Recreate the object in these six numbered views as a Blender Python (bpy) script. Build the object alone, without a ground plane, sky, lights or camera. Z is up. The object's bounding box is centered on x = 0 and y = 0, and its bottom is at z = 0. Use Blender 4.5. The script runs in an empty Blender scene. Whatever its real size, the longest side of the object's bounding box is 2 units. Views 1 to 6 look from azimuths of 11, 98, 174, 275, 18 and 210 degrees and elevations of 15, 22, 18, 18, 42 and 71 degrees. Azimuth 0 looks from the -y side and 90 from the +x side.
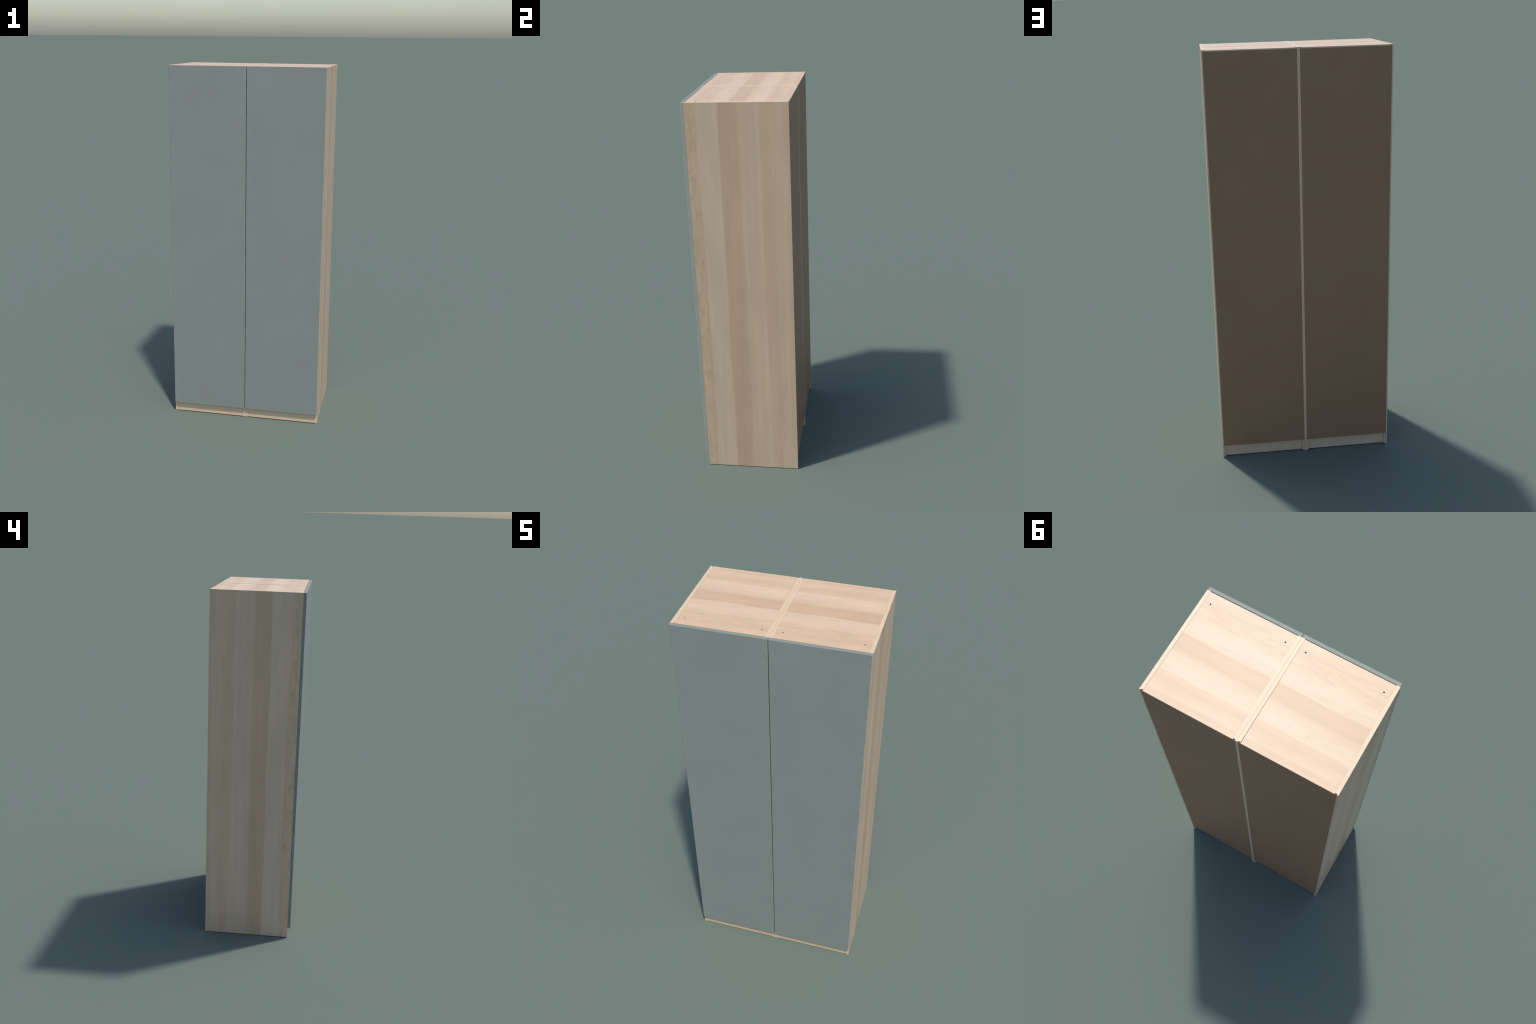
"""Tall two-door wardrobe: two board carcasses standing side by side, pale
striped-oak boards with lighter edge banding, brown hardboard backs set in
rebates, and two flat grey doors with softly rounded upright edges."""
import bpy, bmesh

# ------------------------------------------------------------------ sizes (m)
HALF_W   = 0.4218      # half of the overall width
HEIGHT   = 2.0
Y_FRONT  = -0.2368     # front of the carcass boards
Y_BACK   = 0.2529      # back of the carcass boards
Y_DOOR   = -0.2529     # front face of the doors
BOARD    = 0.0156      # thickness of the upright boards
LIP      = 0.0060      # board left standing outside the rebate for the back
REBATE   = 0.0045      # depth of that rebate
BACK_BOT = 0.0625
BACK_TOP = 1.9934
TOP_Z    = 1.9990      # upper face of the top boards
DOOR_BOT = 0.0593
DOOR_TOP = 1.9993
DOOR_OUT = 0.4206      # outer edge of a door
DOOR_GAP = 0.0012      # half of the slit between the doors
HOLE_R   = 0.0034

# ------------------------------------------------------------------ node help
class Graph:
    def __init__(self, name):
        self.mat = bpy.data.materials.new(name)
        self.mat.use_nodes = True
        self.nt = self.mat.node_tree
        self.bsdf = self.nt.nodes["Principled BSDF"]

    def add(self, kind, **props):
        n = self.nt.nodes.new(kind)
        for k, v in props.items():
            setattr(n, k, v)
        return n

    def put(self, socket, value):
        if isinstance(value, bpy.types.NodeSocket):
            self.nt.links.new(value, socket)
        else:
            socket.default_value = value

    def math(self, op, a, b=0.0, c=None):
        n = self.add("ShaderNodeMath", operation=op)
        self.put(n.inputs[0], a)
        self.put(n.inputs[1], b)
        if c is not None:
            self.put(n.inputs[2], c)
        return n.outputs[0]

    def xyz(self):
        tc = self.add("ShaderNodeTexCoord")
        s = self.add("ShaderNodeSeparateXYZ")
        self.put(s.inputs[0], tc.outputs["Object"])
        return s.outputs[0], s.outputs[1], s.outputs[2]

    def vec(self, x, y, z):
        n = self.add("ShaderNodeCombineXYZ")
        for i, v in enumerate((x, y, z)):
            self.put(n.inputs[i], v)
        return n.outputs[0]

    def noise(self, vec, scale=1.0, detail=2.0, rough=0.5, distort=0.0):
        n = self.add("ShaderNodeTexNoise")
        self.put(n.inputs["Vector"], vec)
        n.inputs["Scale"].default_value = scale
        n.inputs["Detail"].default_value = detail
        n.inputs["Roughness"].default_value = rough
        n.inputs["Distortion"].default_value = distort
        return n.outputs["Fac"]

    def ramp(self, fac, stops):
        n = self.add("ShaderNodeValToRGB")
        el = n.color_ramp.elements
        while len(el) < len(stops):
            el.new(0.5)
        for e, (p, c) in zip(el, stops):
            e.position = p
            e.color = (*c, 1.0) if len(c) == 3 else c
        self.put(n.inputs[0], fac)
        return n.outputs[0]

    def spread(self, fac, lo, hi, out_lo, out_hi):
        n = self.add("ShaderNodeMapRange")
        self.put(n.inputs[0], fac)
        for i, v in enumerate((lo, hi, out_lo, out_hi)):
            n.inputs[i + 1].default_value = v
        return n.outputs[0]

    def scale_colour(self, col, fac):
        n = self.add("ShaderNodeVectorMath", operation="SCALE")
        self.put(n.inputs[0], col)
        self.put(n.inputs["Scale"], fac)
        return n.outputs[0]

    def mix(self, fac, a, b):
        n = self.add("ShaderNodeMix", data_type="RGBA")
        self.put(n.inputs[0], fac)
        self.put(n.inputs[6], a)
        self.put(n.inputs[7], b)
        return n.outputs[2]

    def finish(self, col, rough, spec=0.5):
        self.put(self.bsdf.inputs["Base Color"], col)
        self.put(self.bsdf.inputs["Roughness"], rough)
        self.bsdf.inputs["Specular IOR Level"].default_value = spec
        return self.mat


# ------------------------------------------------------------------ materials
OAK_LIGHT = (0.645, 0.487, 0.330)
OAK_MID   = (0.622, 0.450, 0.291)
OAK_DARK  = (0.572, 0.398, 0.246)
OAK_PALE  = (0.636, 0.468, 0.308)      # between light and mid
OAK_DEEP  = (0.608, 0.434, 0.276)      # between mid and dark
OAK_EDGE  = (0.675, 0.505, 0.340)
WOOD_ROUGH = 0.45
PINK = (1.014, 0.992, 1.012)            # the foil leans slightly to rose
OAK_LIGHT, OAK_MID, OAK_DARK, OAK_PALE, OAK_DEEP = (
    tuple(c * k for c, k in zip(tone, PINK))
    for tone in (OAK_LIGHT, OAK_MID, OAK_DARK, OAK_PALE, OAK_DEEP))


def strips(edges, tones, soft):
    """Colour stops for glued-up strips: each border is a short blend."""
    stops = [(0.0, tones[0])]
    for e, s, a, b in zip(edges, soft, tones, tones[1:]):
        stops += [(e - s, a), (e + s, b)]
    return stops


def oak(name, along_x, edges, tones, soft, figured, figure):
    """Striped oak foil. Strips lie side by side across the depth (y); the
    grain runs along z on uprights and along x on the tops. The front strip
    (up to `figured`) carries wavy cathedral figure."""
    g = Graph(name)
    x, y, z = g.xyz()
    if along_x:      # both tops carry the same print, so repeat it per carcass
        a = g.math("FLOORED_MODULO", g.math("ADD", x, 0.0), HALF_W)
        a = g.math("MULTIPLY", a, 1.6)
        other = 0.0
    else:
        a = z
        other = 0.0
    t = g.math("DIVIDE", g.math("SUBTRACT", y, Y_FRONT), Y_BACK - Y_FRONT)
    wob = g.noise(g.vec(g.math("MULTIPLY", a, 1.7), g.math("MULTIPLY", y, 3.0), 5.0), 1.0, 2.0)
    t2 = g.math("ADD", t, g.spread(wob, 0.3, 0.7, -0.010, 0.010))
    col = g.ramp(t2, strips(edges, tones, soft))
    # long soft streaks
    broad = g.noise(g.vec(g.math("MULTIPLY", y, 34.0), g.math("MULTIPLY", a, 1.1), 1.0), 1.0, 3.0, 0.55)
    fine = g.noise(g.vec(g.math("MULTIPLY", y, 150.0), g.math("MULTIPLY", a, 4.0), 2.0), 1.0, 3.0, 0.6)
    cloud = g.noise(g.vec(g.math("MULTIPLY", y, 7.0), g.math("MULTIPLY", a, 2.3), 8.0), 1.0, 2.0)
    f = g.math("MULTIPLY", g.spread(broad, 0.3, 0.7, 0.955, 1.045),
               g.spread(fine, 0.3, 0.7, 0.978, 1.022))
    f = g.math("MULTIPLY", f, g.spread(cloud, 0.3, 0.7, 0.970, 1.030))
    # every strip fades a little lighter and darker along its length
    fade = g.noise(g.vec(g.math("MULTIPLY", t2, 9.0), g.math("MULTIPLY", a, 2.6), 21.0), 1.0, 3.0, 0.6)
    f = g.math("MULTIPLY", f, g.spread(fade, 0.3, 0.7, 0.962, 1.038))
    col = g.scale_colour(col, f)
    # short dark dashes (pores and rays)
    dash = g.noise(g.vec(g.math("MULTIPLY", y, 95.0), g.math("MULTIPLY", a, 7.0), 11.0), 1.0, 1.0)
    dash = g.spread(dash, 0.62, 0.78, 0.0, 0.35)
    col = g.mix(dash, col, (0.480, 0.345, 0.222, 1.0))
    # figure in the front strip
    fig = g.noise(g.vec(g.math("MULTIPLY", y, 36.0), g.math("MULTIPLY", a, 5.0 if along_x else 10.0), 3.0), 1.0, 3.0, 0.58, 1.3)
    fig = g.spread(fig, 0.47, 0.72, 0.0, figure)
    zone = g.spread(t2, figured - 0.02, figured + 0.005, 1.0, 0.0)
    col = g.mix(g.math("MULTIPLY", fig, zone), col, (0.480, 0.340, 0.212, 1.0))
    return g.finish(col, WOOD_ROUGH)


oak_upright = oak(
    "striped_oak_upright", False,
    edges=(0.118, 0.322, 0.512, 0.690, 0.719, 0.862, 0.958),
    tones=(OAK_MID, OAK_LIGHT, OAK_DARK, OAK_PALE, OAK_LIGHT, OAK_DEEP, OAK_PALE, OAK_DEEP),
    soft=(0.008, 0.008, 0.022, 0.012, 0.007, 0.060, 0.014), figured=0.118, figure=0.80)

oak_top = oak(
    "striped_oak_top", True,
    edges=(0.265, 0.425, 0.600, 0.760, 0.885, 0.940),
    tones=(OAK_MID, OAK_LIGHT, OAK_DARK, OAK_LIGHT, OAK_DEEP, OAK_PALE, OAK_DEEP),
    soft=(0.030, 0.010, 0.050, 0.010, 0.040, 0.012), figured=0.27, figure=0.40)


def edge_banding():
    g = Graph("oak_edge_banding")
    x, y, z = g.xyz()
    n = g.noise(g.vec(g.math("MULTIPLY", x, 40.0), g.math("MULTIPLY", y, 14.0), g.math("MULTIPLY", z, 14.0)), 1.0, 2.0)
    return g.finish(g.scale_colour(g.add_rgb(OAK_EDGE), g.spread(n, 0.3, 0.7, 0.965, 1.03)), WOOD_ROUGH)


def _rgb(self, c):
    n = self.add("ShaderNodeRGB")
    n.outputs[0].default_value = (*c, 1.0)
    return n.outputs[0]
Graph.add_rgb = _rgb

edge_oak = edge_banding()


def plain(name, col, rough, mottle, size, spec=0.5):
    g = Graph(name)
    x, y, z = g.xyz()
    n = g.noise(g.vec(x, y, z), size, 3.0)
    return g.finish(g.scale_colour(g.add_rgb(col), g.spread(n, 0.3, 0.7, 1 - mottle, 1 + mottle)), rough, spec)


def door_paint():
    """Grey paint: cloudy mottling, blotchy edges, two pale scuffs low down."""
    g = Graph("grey_door_paint")
    x, y, z = g.xyz()
    cloud = g.noise(g.vec(x, 0.0, z), 4.5, 3.0)
    f = g.spread(cloud, 0.3, 0.7, 0.978, 1.022)
    # distance from the nearer upright edge of a door leaf
    ax = g.math("ABSOLUTE", x)
    rim = g.math("MINIMUM", ax, g.math("SUBTRACT", DOOR_OUT, ax))
    rim = g.spread(rim, 0.004, 0.030, 1.0, 0.0)
    rim_blotch = g.noise(g.vec(g.math("MULTIPLY", x, 60.0), 0.0, g.math("MULTIPLY", z, 16.0)), 1.0, 3.0, 0.6, 0.6)
    rim_blotch = g.math("MULTIPLY", g.spread(rim_blotch, 0.3, 0.7, -0.07, 0.09), rim)
    f = g.math("ADD", f, rim_blotch)
    for cx, cz, rad in ((0.330, 0.397, 0.009), (0.395, 0.250, 0.011)):
        dx, dz = g.math("SUBTRACT", x, cx), g.math("SUBTRACT", z, cz)
        d = g.math("SQRT", g.math("ADD", g.math("MULTIPLY", dx, dx), g.math("MULTIPLY", dz, dz)))
        f = g.math("ADD", f, g.spread(d, 0.0, rad, 0.10, 0.0))
    return g.finish(g.scale_colour(g.add_rgb((0.231, 0.256, 0.231)), f), 0.60)


grey_paint = door_paint()
pale_side = plain("pale_door_side", (0.365, 0.370, 0.325), 0.60, 0.05, 14.0, 0.5)  # door grey lightened to the brightness seen on the right door's outer edge
brown_board = plain("brown_hardboard", (0.310, 0.175, 0.098), 0.55, 0.03, 5.0, 0.5)
raw_core = plain("raw_board_core", (0.330, 0.200, 0.120), 0.9, 0.1, 60.0, 0.1)

# ------------------------------------------------------------------ geometry
wardrobe = bpy.data.objects.new("wardrobe", None)
bpy.context.collection.objects.link(wardrobe)
wardrobe["label"] = "tall pale oak wardrobe with two plain grey doors"
wardrobe["category"] = "wardrobe"


def register(name, bm, mats, pick=None):
    for f in bm.faces:
        f.smooth = False
        if pick:
            f.material_index = pick(f)
    me = bpy.data.meshes.new(name)
    bm.to_mesh(me)
    bm.free()
    for m in mats:
        me.materials.append(m)
    ob = bpy.data.objects.new(name, me)
    bpy.context.collection.objects.link(ob)
    ob.parent = wardrobe
    return ob


def prism(outline, lo, hi, axis):
    """Extrude a closed outline along `axis`. The outline holds the other two
    coordinates in x, y, z order."""
    bm = bmesh.new()

    def point(p, h):
        c = list(p)
        c.insert(axis, h)
        return bm.verts.new(c)
    a = [point(p, lo) for p in outline]
    b = [point(p, hi) for p in outline]
    n = len(outline)
    bm.faces.new(a[::-1])
    bm.faces.new(b)
    for i in range(n):
        bm.faces.new((a[i], a[(i + 1) % n], b[(i + 1) % n], b[i]))
    bmesh.ops.recalc_face_normals(bm, faces=bm.faces)
    return bm


def soften(bm, width, seg=2, keep=None):
    edges = [e for e in bm.edges if keep is None or keep(e)]
    bmesh.ops.bevel(bm, geom=edges, offset=width, offset_type="OFFSET",
                    segments=seg, profile=0.5, affect="EDGES", clamp_overlap=True)
    return bm


def box(x0, x1, y0, y1, z0, z1):
    return prism([(x0, y0), (x1, y0), (x1, y1), (x0, y1)], z0, z1, 2)


def upright(outer_x, inner_dir):
    """Side board; its inner back corner is rebated for the hardboard back."""
    o, s = outer_x, inner_dir
    plan = [(o, Y_FRONT), (o + s * BOARD, Y_FRONT), (o + s * BOARD, Y_BACK - REBATE),
            (o + s * LIP, Y_BACK - REBATE), (o + s * LIP, Y_BACK), (o, Y_BACK)]
    bm = soften(prism(plan, 0.0, HEIGHT, 2), 0.0003)
    return register("side_panel", bm, [oak_upright, edge_oak],
                    lambda f: 0 if abs(f.normal.x) > 0.9 else 1)


def top_board(x0, x1, joint):
    """Top board: back lower corner rebated, two screw holes near the front."""
    sect = [(Y_FRONT + 0.0022, TOP_Z), (Y_FRONT + 0.0022, TOP_Z - 0.0152),
            (Y_BACK - REBATE, TOP_Z - 0.0152), (Y_BACK - REBATE, BACK_TOP),
            (Y_BACK - 0.0002, BACK_TOP), (Y_BACK - 0.0002, TOP_Z)]
    bm = prism(sect, x0, x1, 0)
    for v in bm.verts:              # tapered slit, closing towards the front
        if abs(v.co.x - x1) < 1e-6:
            v.co.x -= joint * min(1.0, max(0.0, (v.co.y - Y_FRONT) / 0.30))
    soften(bm, 0.0003)
    ob = register("top_panel", bm, [oak_top, edge_oak, raw_core],
                  lambda f: 0 if abs(f.normal.z) > 0.9 else 1)
    cx = 0.5 * (x0 + x1)
    cut = bmesh.new()
    for s in (-1, 1):
        res = bmesh.ops.create_cone(cut, cap_ends=True, segments=24, radius1=HOLE_R,
                                    radius2=HOLE_R, depth=0.020)
        bmesh.ops.translate(cut, verts=res["verts"],
                            vec=(cx + s * 0.1667, -0.1870, TOP_Z + 0.002))
    tool = register("drill", cut, [raw_core])
    mod = ob.modifiers.new("holes", "BOOLEAN")
    mod.operation, mod.object, mod.solver = "DIFFERENCE", tool, "EXACT"
    deps = bpy.context.evaluated_depsgraph_get()
    done = bpy.data.meshes.new_from_object(ob.evaluated_get(deps))
    ob.modifiers.clear()
    ob.data = done
    done.name = "top_panel"
    if len(done.materials) < 3:
        done.materials.append(raw_core)
    for p in done.polygons:         # walls and floor of the drilled holes
        c = p.center
        near = min((c.x - cx - s * 0.1667) ** 2 + (c.y + 0.1870) ** 2 for s in (-1, 1))
        if near < (HOLE_R * 1.05) ** 2 and c.z < TOP_Z - 0.0003:
            p.material_index = 2
    bpy.data.objects.remove(tool)
    return ob


def board(name, x0, x1, y0, y1, z0, z1, mats, pick=None, bevel=0.0006):
    return register(name, soften(box(x0, x1, y0, y1, z0, z1), bevel), mats, pick)


for side in (-1, 1):
    x_out, x_mid = side * HALF_W, side * 0.00012
    upright(x_out, -side)
    upright(x_mid, side)
    inner = sorted((x_out - side * BOARD, x_mid + side * BOARD))
    a, b = inner
    # narrow slit cut to draw the dark line beside the left carcass's middle board
    top_board(a + 0.0001, b - 0.0001, 0.0013 if side < 0 else 0.0002)
    board("bottom_panel", a + 0.0002, b - 0.0002, Y_FRONT + 0.0022, Y_BACK - REBATE - 0.0003,
          0.0555, 0.0705, [oak_top, edge_oak], lambda f: 0 if abs(f.normal.z) > 0.9 else 1)
    board("plinth", a + 0.0002, b - 0.0002, Y_FRONT + 0.0028, Y_FRONT + 0.0180,
          0.0008, 0.0553, [edge_oak])
    board("plinth", a + 0.0002, b - 0.0002, Y_BACK - 0.0290, Y_BACK - 0.0135,
          0.0008, 0.0553, [edge_oak])
    r = sorted((x_out - side * (LIP + 0.0002), x_mid + side * (LIP + 0.0002)))
    board("back_panel", r[0], r[1], Y_BACK - REBATE + 0.0003, Y_BACK - 0.0001,
          BACK_BOT, BACK_TOP - 0.0002, [brown_board], bevel=0.0003)
    # door: flat slab, front upright edges rolled over
    d0, d1 = sorted((side * DOOR_GAP, side * DOOR_OUT))
    bm = box(d0, d1, Y_DOOR, Y_FRONT - 0.0004, DOOR_BOT, DOOR_TOP)
    soften(bm, 0.0030, 5, lambda e: all(abs(v.co.y - Y_DOOR) < 1e-6 for v in e.verts)
           and abs(e.verts[0].co.z - e.verts[1].co.z) > 1.0)
    soften(bm, 0.0007, 2, lambda e: e.is_manifold and e.calc_face_angle() > 1.0)
    door = register("door", bm, [grey_paint, pale_side],
                    lambda f: 1 if side > 0 and f.normal.x > 0.5 and f.calc_center_median().x > 0.4 else 0)
